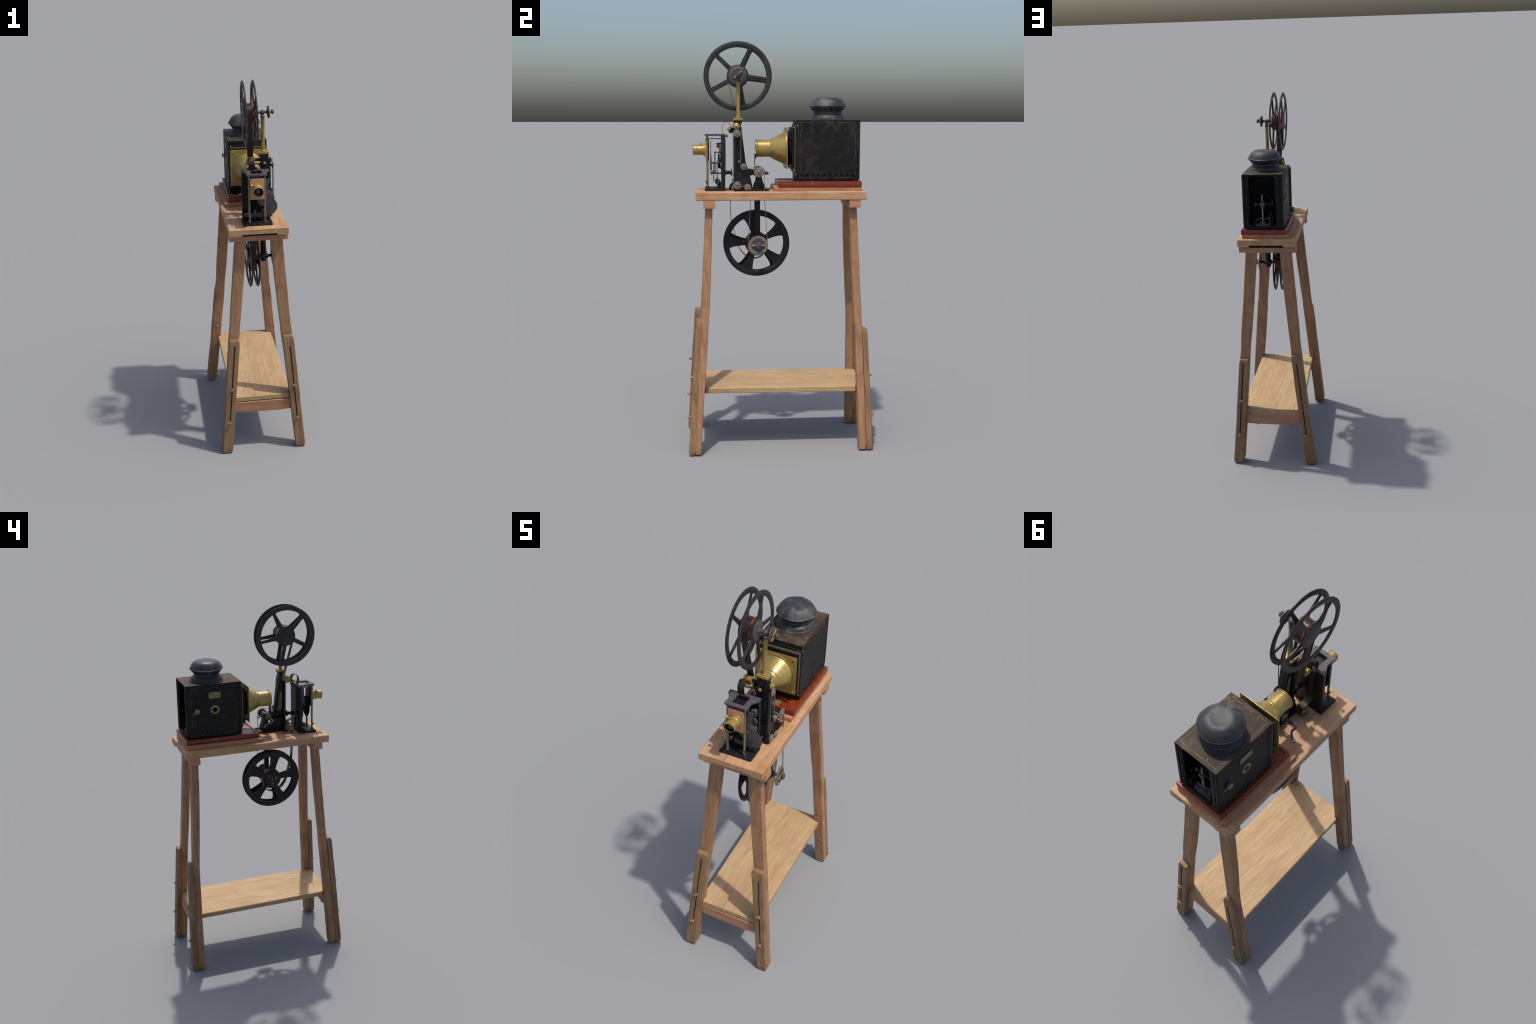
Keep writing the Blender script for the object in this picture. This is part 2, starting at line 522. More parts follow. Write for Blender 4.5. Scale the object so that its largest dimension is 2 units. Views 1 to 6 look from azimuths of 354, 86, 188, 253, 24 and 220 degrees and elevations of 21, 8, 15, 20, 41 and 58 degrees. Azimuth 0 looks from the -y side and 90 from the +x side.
src = cyl('shelf_bolt', 'shelf', shelf, 'z', (-.084, -.387, 0), .0095, .310, .3225, 24)
for x, y in ((.100, -.385), (-.100, .398), (.085, .396)):
    repeat(src, (x, y, WORLD[src.name].z - (.0045 if y > 0 else 0)), shelf)
for x, y in ((-.084, -.389), (.100, -.389), (-.100, .395), (.085, .395)):
    repeat(nut_src, (x, y, .222), shelf, (rad(-90), 0, rad(random.uniform(-30, 30))))

# ------------------------------------------------------------------ lamp house base boards
base = box('base_board', 'base_wood', root, -.132, .127, -.025, .401, TT-.001, 1.3045, bev=.003)
red = box('varnished_board', 'red', base, -.111, .1315, -.006, .401, 1.3043, 1.3275, bev=.005)
bm = new()
for d in ((-.110, .1305, -.005, .006), (-.110, .1305, .390, .400), (-.110, -.099, .0055, .3905), (.1195, .1305, .0055, .3905)):
    add_box(bm, d[0], d[1], d[2], d[3], 1.3265, 1.3315, .0018)
emit('board_rim', bm, 'red', red)
box('paper_label', 'brass_old', base, -.012, .046, .010, .054, 1.3265, 1.3285, bev=.0005)

# ------------------------------------------------------------------ lamp house
LX0, LX1, LY0, LY1, LZ0, LZ1 = -.0955, .1152, .084, .3872, 1.333, 1.6240
bm = new(); add_box(bm, LX0, LX1, LY0, LY1, LZ0, LZ1, .0035)
house = emit('lamp_house', bm, 'japan', root, angle=40)
hc = WORLD['lamp_house']
cut = bmesh.new()
add_box(cut, LX0+.004, LX1-.004, LY0+.004, LY1-.006, LZ0+.005, LZ1-.004)
cut2 = bmesh.new()
o = [(-.050, 1.347), (.074, 1.347), (.085, 1.358), (.083, 1.606), (.076, 1.6165), (-.046, 1.6155), (-.057, 1.604), (-.060, 1.360)]
add_prism(cut2, o, 'y', LY1-.02, LY1+.02)
cut3 = bmesh.new()
def vent_row(bm, x, ys, z, r):
    for i, y in enumerate(ys):
        add_lathe(bm, [(0, x-.012), (r, x-.012), (r, x+.012), (0, x+.012)], 'x', (0, y, z + random.uniform(-.0008, .0008)), 12)
vent_row(cut3, LX1, [.108+.0279*k for k in range(10)], 1.3605, .0045)
vent_row(cut3, LX0, [.366-.0283*k for k in range(9)], 1.3625, .0040)
add_lathe(cut3, [(0, LX0-.012), (.013, LX0-.012), (.013, LX0+.012), (0, LX0+.012)], 'x', (0, .233, 1.485), 28)
add_lathe(cut3, [(0, LX0-.012), (.0055, LX0-.012), (.0055, LX0+.012), (0, LX0+.012)], 'x', (0, .369, 1.428), 14)
add_lathe(cut3, [(0, LX1-.012), (.0042, LX1-.012), (.0042, LX1+.012), (0, LX1+.012)], 'x', (0, .128, 1.609), 14)
cut4 = bmesh.new()
add_lathe(cut4, [(0, LY0-.02), (.06, LY0-.02), (.06, LY0+.02), (0, LY0+.02)], 'y', (.010, 0, 1.487), 40)
me = carve(house, (cut, cut2, cut3, cut4))
me.materials.append(M['dark'])  # inner faces blackened to paint in the unlit cavity
for p in me.polygons:
    q = p.center + hc
    if LX0+.003 < q.x < LX1-.003 and LY0+.003 < q.y < LY1-.0055 and LZ0+.003 < q.z < LZ1-.003:
        p.material_index = 1
me.set_sharp_from_angle(angle=rad(40))
box('roof_sheet', 'japan_top', house, LX0-.001, LX1+.001, LY0-.001, LY1+.003, LZ1-.0008, LZ1+.0016, bev=.001)
box('lamp_floor', 'zinc', house, LX0+.012, LX1-.012, LY0+.02, LY1-.012, LZ0+.0052, LZ0+.0075, bev=.0005)
# folded seams and door edges on the outside
bm = new()
for y0, y1 in ((.086, .0985), (.102, .1125), (.364, .386)):
    add_box(bm, LX0-.0018, LX0+.001, y0, y1, 1.342, 1.620, .0008)
add_box(bm, LX0-.0015, LX0+.001, .112, .364, 1.608, 1.6215, .0006)
for x0, x1, yy in ((-.0945, -.086, .3915), (-.078, -.071, .3905), (.091, .097, .3905), (.104, .115, .3915)):
    add_box(bm, x0, x1, LY1-.001, yy, 1.338, 1.622, .0012)
add_box(bm, LX1-.001, LX1+.0018, .3815, .3905, 1.356, 1.6235, .0012)
emit('folded_seam', bm, 'japan', house)
box('maker_plate', 'brass_old', house, LX0-.0035, LX0-.001, .2005, .2655, 1.5475, 1.582, bev=.0006)
bm = new()
for y in (.2045, .2615):
    for z in (1.5515, 1.578):
        add_ball(bm, (LX0-.0036, y, z), .0016)
emit('plate_pin', bm, 'brass', house)
lathe('peephole_ring', 'brass_old', house, [(.0125, LX0+.003), (.0125, LX0-.004), (.016, LX0-.0055), (.024, LX0-.004), (.0255, LX0-.001), (.0255, LX0+.002)], 'x', (0, .233, 1.485))
bm = new()
add_cyl(bm, 'x', (0, .334, 1.485), .0045, LX0+.001, LX0-.011, 14)
add_lathe(bm, [(0, LX0-.017), (.011, LX0-.0165), (.0148, LX0-.014), (.0148, LX0-.0115), (.010, LX0-.0095), (0, LX0-.0095)], 'x', (0, .334, 1.485), 32)
emit('turn_knob', bm, 'brass_old', house)
cyl('turn_knob_stud', 'brass_old', house, 'x', (0, .352, 1.470), .005, LX0+.001, LX0-.006, 16)
bm = new()
for y, z, x in ((.0885, 1.596, LX1), (.080, 1.363, .11), (.0805, 1.598, .098), (.0805, 1.598, -.085)):
    add_ball(bm, (x, y, z), .0038)
emit('brass_stud', bm, 'brass', house)

# worn gold pinstripes
def stripe(bm, a, b, nrm, w=.0009, keep=.56, seed=0):
    a, b, nrm = Vector(a), Vector(b), Vector(nrm)
    d = (b-a); L = d.length; d.normalize(); side = d.cross(nrm)
    n = max(2, int(L/.009))
    for k in range(n):
        p, q = a + d*(L*k/n), a + d*(L*(k+1)/n)
        if noise.noise(p*38 + Vector((seed, 0, 0))) > keep-.5:
            continue
        j = lambda v: side*(noise.noise(v*60 + Vector((0, seed, 0)))*.0016)
        p, q = p + j(p), q + j(q)
        vs = []
        for h in (.0, .0006):
            vs += [bm.verts.new(v + side*sg*w/2 + nrm*h) for v, sg in ((p, 1), (p, -1), (q, -1), (q, 1))]
        bmesh.ops.convex_hull(bm, input=vs)
bm = new()
R = LX1 + .0001
for a, b in (((R, .100, 1.612), (R, .369, 1.612)), ((R, .369, 1.612), (R, .371, 1.350)), ((R, .371, 1.3495), (R, .100, 1.347)), ((R, .101, 1.347), (R, .102, 1.612))):
    stripe(bm, a, b, (1, 0, 0), seed=1)
Lx = LX0 - .0001
for a, b in (((Lx, .358, 1.606), (Lx, .116, 1.606)), ((Lx, .116, 1.606), (Lx, .116, 1.352)), ((Lx, .118, 1.351), (Lx, .358, 1.350)), ((Lx, .360, 1.350), (Lx, .360, 1.606))):
    stripe(bm, a, b, (-1, 0, 0), seed=2)
T = LZ1 + .0017
for a, b in (((LX0+.014, .097, T), (LX1-.014, .097, T)), ((LX1-.014, .097, T), (LX1-.014, .374, T)), ((LX1-.014, .374, T), (LX0+.014, .374, T)), ((LX0+.014, .374, T), (LX0+.014, .097, T))):
    stripe(bm, a, b, (0, 0, 1), w=.0013, keep=.66, seed=3)
emit('pinstripe', bm, 'gold_line', house, stuff=True)

# chimney
C = (.0115, .2455, 0)
lathe('chimney', 'chimney', house, [(.091, 1.6255), (.091, 1.628), (.0865, 1.6305), (.0855, 1.637), (.081, 1.644), (.074, 1.6495), (.0695, 1.652), (.0695, 1.654),
    (.0705, 1.655), (.0695, 1.6565), (.0690, 1.664), (.0715, 1.667), (.083, 1.681), (.0885, 1.687), (.0915, 1.689), (.0918, 1.691), (.0885, 1.6935), (.0865, 1.699), (.082, 1.7075), (.076, 1.7165), (.069, 1.7240), (.061, 1.7288), (.052, 1.7316), (.042, 1.7326), (.036, 1.7318), (.02, 1.7318), (0, 1.7314)],
    'z', C, 72, angle=30)
for v in bpy.data.objects['chimney'].data.vertices:
    v.co += Vector((noise.noise(v.co*22), noise.noise(v.co*22+Vector((5, 0, 0))), noise.noise(v.co*22+Vector((0, 7, 0)))))*.0014
bm = new()
for k in range(18):
    a = 2*math.pi*(k+.35)/18
    u = Vector((math.cos(a), math.sin(a), 0))
    nrm = (u*.75 - Vector((0, 0, .66))).normalized()
    p = Vector(C) + u*.0772 + Vector((0, 0, 1.6737))
    add_tube(bm, [p - nrm*.003, p + nrm*.0007], .0042, 10)
emit('vent_hole_dark_plug', bm, 'dark', house)  # proud plugs, coloured with the darkness inside the openings

# lamp inside
bm = new()
add_cyl(bm, 'z', (.017, .357, 0), .0042, 1.365, 1.452, 14)
add_cyl(bm, 'z', (.017, .357, 0), .0038, 1.470, 1.512, 14)
emit('lamp_stem', bm, 'stone', house)
bm = new()
add_box(bm, .004, .028, .346, .368, 1.450, 1.472, .002)
add_cyl(bm, 'x', (0, .352, 1.461), .0024, -.040, .058, 10)
add_cyl(bm, 'z', (.055, .352, 0), .005, 1.447, 1.468, 10)
add_cyl(bm, 'z', (-.037, .352, 0), .002, 1.452, 1.480, 8)
add_cyl(bm, 'z', (.017, .357, 0), .015, 1.340, 1.368, 18)
add_box(bm, -.004, .038, .335, .378, 1.338, 1.347, .002)
add_cyl(bm, 'y', (.017, 0, 1.461), .006, .322, .348, 14)
add_box(bm, -.020, .056, .326, .372, 1.340, 1.356, .003)
emit('lamp_burner', bm, 'grey_iron', house)
bm = new()
add_tube(bm, spline([(.058, .352, 1.348), (.052, .362, 1.372), (.030, .366, 1.386), (.005, .360, 1.382), (-.018, .356, 1.390), (-.028, .350, 1.412)]), .0022, 8)
add_tube(bm, spline([(-.022, .366, 1.344), (-.022, .364, 1.365), (-.020, .360, 1.388)]), .0022, 8)
add_tube(bm, spline([(.055, .362, 1.346), (.035, .374, 1.343), (.012, .376, 1.345)]), .0018, 8)
emit('gas_pipe', bm, 'zinc', house)
bm = new()
add_box(bm, .064, .067, .322, .378, 1.340, 1.405, .001)
add_box(bm, -.042, -.039, .322, .378, 1.340, 1.405, .001)
emit('tray_side', bm, 'japan', house)
bm = new()
add_box(bm, LX0+.005, LX1-.005, .316, .320, LZ0+.006, LZ1-.005)
add_cyl(bm, 'y', (.014, 0, 1.470), .055, .319, .3255, 40)
emit('condenser_backing', bm, 'dark', house)
src = cyl('condenser_hole', 'slit', house, 'y', (.041, 0, 1.502), .0095, .3245, .3265, 20)
for x, z in ((-.012, 1.501), (.042, 1.454), (-.009, 1.453)):
    repeat(src, (x, WORLD[src.name].y, z), house)

# ------------------------------------------------------------------ condenser cone
cone_c = (.0105, 0, 1.487)
cone = lathe('condenser_cone', 'brass_cone', root, [(.0395, -.104), (.0395, -.109), (.0465, -.1095), (.0468, -.106), (.0432, -.1045), (.0420, -.101), (.0438, -.0985), (.0440, -.0965), (.0424, -.094),
    (.0424, -.040), (.0445, -.037), (.0465, -.0335), (.0475, -.031), (.0470, -.0285), (.0500, -.027), (.0515, -.0245), (.0800, .0340), (.0815, .0360), (.0900, .0362), (.0905, .0375), (.0905, .039)], 'y', cone_c, 72, angle=28)
lathe('cone_bore', 'dark', cone, [(.0396, -.106), (.0385, -.07), (.036, .01), (0, .015)], 'y', cone_c, 40)
lathe('condenser_lens', 'glass', cone, [(.038, -.080), (.030, -.088), (.015, -.0915), (0, -.0925)], 'y', cone_c, 40)
plate = box('condenser_plate', 'brass', cone, -.091, .1115, .0385, .0415, 1.3885, 1.5875, bev=.0008)
bm = new()
for x in (-.077, .097):
    for z in (1.402, 1.573):
        add_ball(bm, (x, .0375, z), .0048, 1, .7, 1)
emit('plate_screw', bm, 'brass', cone)
bm = new()
for x in (-.077, .097):
    for z in (1.404, 1.571):
        add_cyl(bm, 'y', (x, 0, z), .0042, .041, .064, 12)
emit('spacer_rod', bm, 'iron', cone)
lathe('lens_cell', 'dark', cone, [(.078, .0412), (.078, .0645)], 'y', cone_c, 48)
box('backing_panel', 'iron', cone, -.090, .1105, .0625, .0665, 1.385, 1.590, bev=.0008)
box('inner_panel', 'dark', cone, -.086, .107, .0662, .0748, 1.392, 1.585, bev=.0005)
box('gilt_panel', 'brass_old', cone, -.0898, .1112, .0752, .0785, 1.3720, 1.5925, bev=.0004)
box('front_panel', 'japan', cone, -.0905, .1120, .0783, .0842, 1.366, 1.604, bev=.0008)
bm = new()
add_box(bm, -.012, .032, -.1135, -.1115, 1.389, 1.464, .0006)
add_box(bm, -.004, .024, -.1115, -.108, 1.435, 1.46, .0004)
emit('dowser_flap', bm, 'iron', cone)
bm = new()
for z in (1.420, 1.452):
    add_cyl(bm, 'y', (.012, 0, z), .0022, -.112, -.118, 10)
emit('flap_screw', bm, 'brass_old', cone)

# ------------------------------------------------------------------ film gate with lens
gate = box('gate_base', 'iron', root, -.0675, .0855, -.3585, -.2605, TT-.0005, 1.2955, bev=.002)
bm = new()
add_box(bm, -.0625, .0805, -.2675, -.2625, 1.295, 1.552, .001)                     # back plate
add_box(bm, -.0632, -.0575, -.2775, -.2615, 1.295, 1.553, .0012)
add_box(bm, .0755, .0812, -.2775, -.2615, 1.295, 1.553, .0012)
add_box(bm, -.043, -.036, -.2632, -.2585, 1.300, 1.548, .001)                      # film track rails
add_box(bm, .018, .025, -.2632, -.2585, 1.300, 1.548, .001)
for z in (1.40, 1.435, 1.47):
    add_box(bm, -.040, .022, -.2632, -.2595, z, z+.006, .001)
for x in (-.0605, .0745):
    add_prism(bm, [(-.2995, 1.2955), (-.265, 1.2955), (-.265, 1.340)], 'x', x, x+.005, .0008)
emit('gate_plate', bm, 'iron', gate)
# top yoke: waisted plate with a window, built as a ring between two outlines
def yoke():
    bm = new()
    def arc(p, q, bulge, n=6):
        p, q = Vector((*p, 0)), Vector((*q, 0))
        d = q-p; nn = Vector((d.y, -d.x, 0)).normalized()
        return [((p+d*k/n).x + nn.x*bulge*math.sin(math.pi*k/n), (p+d*k/n).y + nn.y*bulge*math.sin(math.pi*k/n)) for k in range(n)]
    R0 = [(.081, -.2585)]
    right = arc((.081, -.2800), (.0600, -.341), .011, 8)
    front = [(.0605, -.3530), (.0565, -.3575), (.050, -.357), (-.035, -.357), (-.0415, -.3575), (-.0455, -.353)]
    left = arc((-.0450, -.341), (-.0635, -.2800), .011, 8)
    outer = R0 + right + [(.0600, -.341)] + front + left + [(-.0635, -.2800), (-.0635, -.2585)]
    z0, z1 = 1.5475, 1.5565
    top = [bm.verts.new((x, y, z1)) for x, y in outer]
    bot = [bm.verts.new((x, y, z0)) for x, y in outer]
    win = [(.0365, -.2740), (.0365, -.3375), (-.0195, -.3375), (-.0195, -.2690)]
    wt = [bm.verts.new((x, y, z1)) for x, y in win]
    wb = [bm.verts.new((x, y, z0)) for x, y in win]
    for ring, wr in ((top, wt), (bot, wb)):
        es = [bm.edges.new((r[i], r[(i+1) % len(r)])) for r in (ring, wr) for i in range(len(r))]
        bmesh.ops.triangle_fill(bm, use_beauty=True, use_dissolve=False, edges=es)
    for a, b in ((top, bot), (wt, wb)):
        for i in range(len(a)):
            bm.faces.new((a[i], a[(i+1) % len(a)], b[(i+1) % len(a)], b[i]))
    bmesh.ops.recalc_face_normals(bm, faces=bm.faces)
    return emit('top_yoke', bm, 'grey_iron', gate)
yoke()
bm = new()
for x, y in ((.061, -.292), (.0505, -.349), (-.043, -.292), (-.0355, -.349)):
    add_ball(bm, (x, y, 1.5565), .0032, 1, 1, .6)
add_cyl(bm, 'z', (.058, -.305, 0), .0022, 1.556, 1.562, 10)
emit('yoke_screw', bm, 'steel', gate)
src = cyl('pillar_rod', 'brass_old', gate, 'z', (.0475, -.3455, 0), .0052, 1.295, 1.5478, 20)
repeat(src, (-.0330, -.3455, WORLD[src.name].z), gate)
src = cyl('rod_foot', 'iron', gate, 'z', (.0475, -.3455, 0), .0085, 1.295, 1.3005, 20)
repeat(src, (-.0330, -.3455, WORLD[src.name].z), gate)
box('lens_board', 'copper', gate, -.0285, .0445, -.3545, -.3495, 1.4235, 1.5355, bev=.0012)
box('lens_board_back', 'iron', gate, -.030, .046, -.3493, -.3365, 1.427, 1.532, bev=.002)
bm = new()
add_box(bm, -.028, .046, -.348, -.262, 1.5325, 1.5355, .0008)      # tie strip below the yoke
emit('tie_strip', bm, 'iron', gate)
lc = (.0080, 0, 1.4795)
lens = lathe('projection_lens', 'brass', gate, [(.0195, -.409), (.0205, -.4145), (.0235, -.4148), (.0245, -.4135), (.0245, -.398), (.0238, -.3972), (.0238, -.396), (.0245, -.395), (.0245, -.372),
    (.0252, -.371), (.0265, -.368), (.0265, -.362), (.0310, -.3600), (.0322, -.3575), (.0322, -.3535)], 'y', lc, 48, angle=30)
lathe('lens_front_rim', 'dark', gate, [(.0236, -.4146), (.0240, -.4152), (.0236, -.4157), (.0205, -.4158), (.0195, -.404), (.0190, -.398), (.0205, -.39)], 'y', lc, 40)
lathe('lens_element', 'glass', gate, [(.0198, -.400), (.014, -.4035), (.007, -.405), (0, -.4055)], 'y', lc, 36)
bm = new()
add_cyl(bm, 'x', (0, -.377, 1.5035), .0028, .001, -.022, 12)
add_lathe(bm, [(0, -.016), (.0055, -.016), (.0078, -.019), (.0078, -.024), (.005, -.027), (0, -.0275)], 'x', (0, -.377, 1.5055), 20)
add_box(bm, -.018, .005, -.3815, -.3725, 1.4985, 1.5055, .002)
emit('focus_knob', bm, 'brass', gate)
# shutter and mechanism between plate and lens board
bm = new()
add_cyl(bm, 'y', (.054, 0, 1.419), .0455, -.3310, -.3260, 48)
add_cyl(bm, 'y', (.054, 0, 1.419), .037, -.3325, -.3245, 40)
add_prism(bm, [(.046, 1.430), (.072, 1.445), (.0675, 1.48), (.079, 1.5235), (.054, 1.5245), (.046, 1.48)], 'y', -.3300, -.3265, .0006)
wing_bm = new()
add_prism(wing_bm, [(.050, 1.468), (.010, 1.476), (-.022, 1.466), (-.038, 1.448), (-.042, 1.422), (-.036, 1.392), (-.012, 1.366), (.020, 1.357), (.050, 1.372)], 'y', -.3300, -.3268, .0006)
emit('shutter_wing', wing_bm, 'dark', gate)  # coloured near black so the mechanism's shaded depth is drawn on it
emit('shutter_blade', bm, 'grey_iron', gate)
bm = new()
add_cyl(bm, 'y', (.0715, 0, 1.3725), .0445, -.3170, -.3135, 48)
add_cyl(bm, 'y', (.0715, 0, 1.3725), .036, -.3180, -.3165, 40)
emit('shutter_disc', bm, 'grey_iron', gate)
cyl('shutter_pin', 'steel', gate, 'y', (.071, 0, 1.3765), .0042, -.3225, -.312, 14)
cyl('shutter_axle_nut', 'steel', gate, 'y', (.054, 0, 1.419), .0050, -.335, -.330, 14)
cyl('drive_drum', 'iron', gate, 'y', (-.006, 0, 1.4245), .0365, -.2935, -.2795, 44)
bm = new()
add_box(bm, .036, .052, -.3115, -.3055, 1.372, 1.4715, .001)
add_box(bm, .036, .052, -.3115, -.266, 1.466, 1.472, .001)
add_box(bm, .046, .072, -.288, -.266, 1.472, 1.505, .002)
add_box(bm, .020, .040, -.300, -.268, 1.490, 1.515, .002)
add_box(bm, -.005, .009, -.300, -.296, 1.325, 1.425, .001)           # vertical lever
add_box(bm, -.024, .046, -.302, -.292, 1.310, 1.333, .002)           # cross link
add_cyl(bm, 'x', (0, -.297, 1.325), .012, -.056, -.034, 20)
add_cyl(bm, 'y', (.030, 0, 1.318), .010, -.30, -.266, 18)
add_box(bm, .058, .074, -.282, -.266, 1.296, 1.330, .002)
add_cyl(bm, 'y', (.055, 0, 1.445), .022, -.288, -.279, 28)
add_cyl(bm, 'y', (.060, 0, 1.405), .016, -.284, -.272, 24)
emit('shutter_mechanism', bm, 'grey_iron', gate)
bm = new()
add_cyl(bm, 'y', (.052, 0, 1.419), .0045, -.327, -.266, 14)
add_cyl(bm, 'y', (.060, 0, 1.3690), .0045, -.327, -.260, 14)
add_ball(bm, (.066, -.281, 1.503), .006)
add_ball(bm, (.008, -.303, 1.3205), .0065)
emit('axle', bm, 'grey_iron', gate)
bm = new()
add_lathe(bm, [(0, -.262), (.011, -.262), (.0115, -.252), (.008, -.248), (.008, -.2435), (.0105, -.240), (.006, -.236), (.006, -.233), (.0165, -.2305), (.017, -.227), (.004, -.2245), (0, -.2245)], 'y', (.060, 0, 1.3720), 28)
add_cyl(bm, 'y', (.045, 0, 1.548), .0045, -.262, -.252, 12)
add_cyl(bm, 'y', (.045, 0, 1.548), .0075, -.2535, -.247, 14)
add_cyl(bm, 'y', (.052, 0, 1.323), .004, -.353, -.344, 10)
emit('coupling_wheel', bm, 'iron', gate)
cyl('lower_screw', 'iron', gate, 'y', (-.036, 0, 1.324), .0042, -.3555, -.345, 12)

# ------------------------------------------------------------------ post and drive
rows_x = [(1.63, .036, .0870), (1.61, .0375, .0865), (1.595, .0450, .0855), (1.588, .0455, .0770), (1.50, .0560, .0780), (1.39, .0640, .0810), (1.283, .0640, .0850)]
rows_y = [(1.6225, -.1765), (1.612, -.1765), (1.604, -.1825), (1.595, -.1825), (1.42, -.1615), (1.40, -.1565), (1.391, -.150), (1.3875, -.122), (1.3625, -.122), (1.356, -.139), (1.306, -.136), (1.300, -.127), (1.2825, -.120)]
bm = new()
rings = []
zs = sorted({r[0] for r in rows_y} | {1.6225-.34*k/34 for k in range(35)} | {1.588}, reverse=True)
for z in zs:
    xl, xr = table_at(rows_x, z); yb = table_at(rows_y, z)[0]; yf = -.2165; c = .0018
    rings.append([(xl+c, yf, z), (xr-c, yf, z), (xr, yf+c, z), (xr, yb-c, z), (xr-c, yb, z), (xl+c, yb, z), (xl, yb-c, z), (xl, yf+c, z)])
loft(bm, rings)
post = emit('post', bm, 'iron', root, origin=(.07, -.18, 1.45), angle=30)
bm = new()
add_prism(bm, [(-.2185, TT), (-.2185, 1.595), (-.2060, 1.595), (-.2020, TT)], 'x', .068, .0960, .0015)
add_prism(bm, [(-.1875, 1.595), (-.1815, 1.595), (-.1600, 1.42), (-.150, 1.394), (-.158, 1.394), (-.1665, 1.42)], 'x', .068, .0925, .001)
add_prism(bm, [(-.2050, 1.300), (-.2050, 1.372), (-.150, 1.372), (-.140, 1.358), (-.135, 1.300)], 'x', .080, .0915, .002)
add_box(bm, .046, .096, -.140, -.112, 1.361, 1.388, .006)
rings = []
for k in range(13):       # front flange reaching out to the film side
    z = lerp(1.284, 1.600, k/12); xl = lerp(.0500, .0400, k/12)
    rings.append([(xl, -.2180, z), (.072, -.2180, z), (.072, -.2055, z), (xl+.001, -.2055, z)])
loft(bm, rings)
emit('post_rib', bm, 'iron', post)
bm = new()
add_prism(bm, [(-.1995, 1.504), (-.1865, 1.504), (-.1740, 1.395), (-.1985, 1.395)], 'x', 0, 1, 0)
for v in bm.verts:
    v.co.x = table_at(rows_x, v.co.z)[0] + (-.0022 if v.co.x < .5 else .001)
emit('nameplate', bm, 'brass_old', post)
bm = bmesh.new()
# foot casting and pedestal of the drive shaft
add_box(bm, .020, .098, -.2165, -.048, TT-.0005, 1.2945, .002)
add_prism(bm, [(-.122, 1.294), (-.124, 1.303), (-.119, 1.318), (-.1125, 1.330), (-.1105, 1.350), (-.109, 1.392), (-.083, 1.392), (-.0815, 1.350), (-.078, 1.330), (-.070, 1.312), (-.0665, 1.294)], 'x', .036, .084, .003)
add_cyl(bm, 'x', (0, -.0960, 1.3755), .0165, .030, .100, 28)
add_prism(bm, [(-.2160, 1.294), (-.1250, 1.294), (-.136, 1.345), (-.150, 1.358), (-.206, 1.358)], 'x', .030, .068, .003)
emit('pedestal', bm, 'iron', post)
cyl('pedestal_stud', 'steel', post, 'y', (.0865, 0, 1.2945), .0085, -.066, -.045, 18)
bm = new()
add_box(bm, .0335, .0880, -.2175, -.1740, 1.6225, 1.6345, .002)
add_cyl(bm, 'z', (.0610, -.1945, 0), .0125, 1.634, 1.640, 24)
emit('post_cap', bm, 'brass', post)
cyl('reel_column', 'brass', post, 'z', (.0605, -.1940, 0), .0096, 1.636, 1.822, 28)
bm = new()
add_lathe(bm, [(0, 1.809), (.0102, 1.809), (.0108, 1.814), (.0080, 1.820), (.0085, 1.826), (0, 1.832)], 'z', (.0600, -.1940, 0), 24)
add_ball(bm, (.0590, -.1935, 1.8365), .0128)
emit('column_ball', bm, 'grey_iron', post)

def sprocket(bm, c, r, t, teeth, x):
    pts = []
    for k in range(teeth*4):
        a = 2*math.pi*k/(teeth*4)
        rr = r if k % 4 in (0, 1) else r*.925
        pts.append((c[0]+rr*math.cos(a), c[1]+rr*math.sin(a)))
    add_prism(bm, pts, 'x', x-t/2, x+t/2, 0)
    add_cyl(bm, 'x', (0, c[0], c[1]), r*.80, x-t*.75, x+t*.75, 32)
    add_lathe(bm, [(0, x-.004), (r*.36, x-.004), (r*.36, x+.0035), (r*.28, x+.0055), (r*.16, x+.009), (0, x+.0098)], 'x', (0, c[0], c[1]), 20)
SP = dict(a=((-.2025, 1.5600), .0180, 20), big=((-.0965, 1.3755), .0252, 26), mid=((-.1700, 1.4035), .0140, 16), low=((-.2020, 1.3145), .0182, 20), low2=((-.1535, 1.3015), .0150, 16))
SX = .1085
bms = new()
for k, (c, r, n) in SP.items():
    bm = new(); sprocket(bm, c, r, .0045, n, SX)
    emit('sprocket', bm, 'steel', post)
    add_cyl(bms, 'x', (0, c[0], c[1]), min(.0065, r*.5), .078, SX, 16)
add_cyl(bms, 'x', (0, -.1945, 1.4260), .0058, .085, .110, 16)
add_cyl(bms, 'x', (0, -.2035, 1.5940), .0075, .082, .100, 18)
emit('sprocket_shaft', bms, 'iron', post)
cyl('idler_stud', 'steel', post, 'x', (0, -.1945, 1.426), .0058, .104, .1115, 16)
lathe('roller_knob', 'brass', post, [(0, .097), (.0145, .0975), (.0162, .1000), (.0158, .1025), (.0120, .1050), (.0060, .1065), (.0055, .1095), (.0035, .1115), (0, .112)], 'x', (0, -.2035, 1.5940), 36)
cyl('arm_collar', 'brass_old', post, 'y', (.0850, 0, 1.3745), .0195, -.121, -.115, 30)

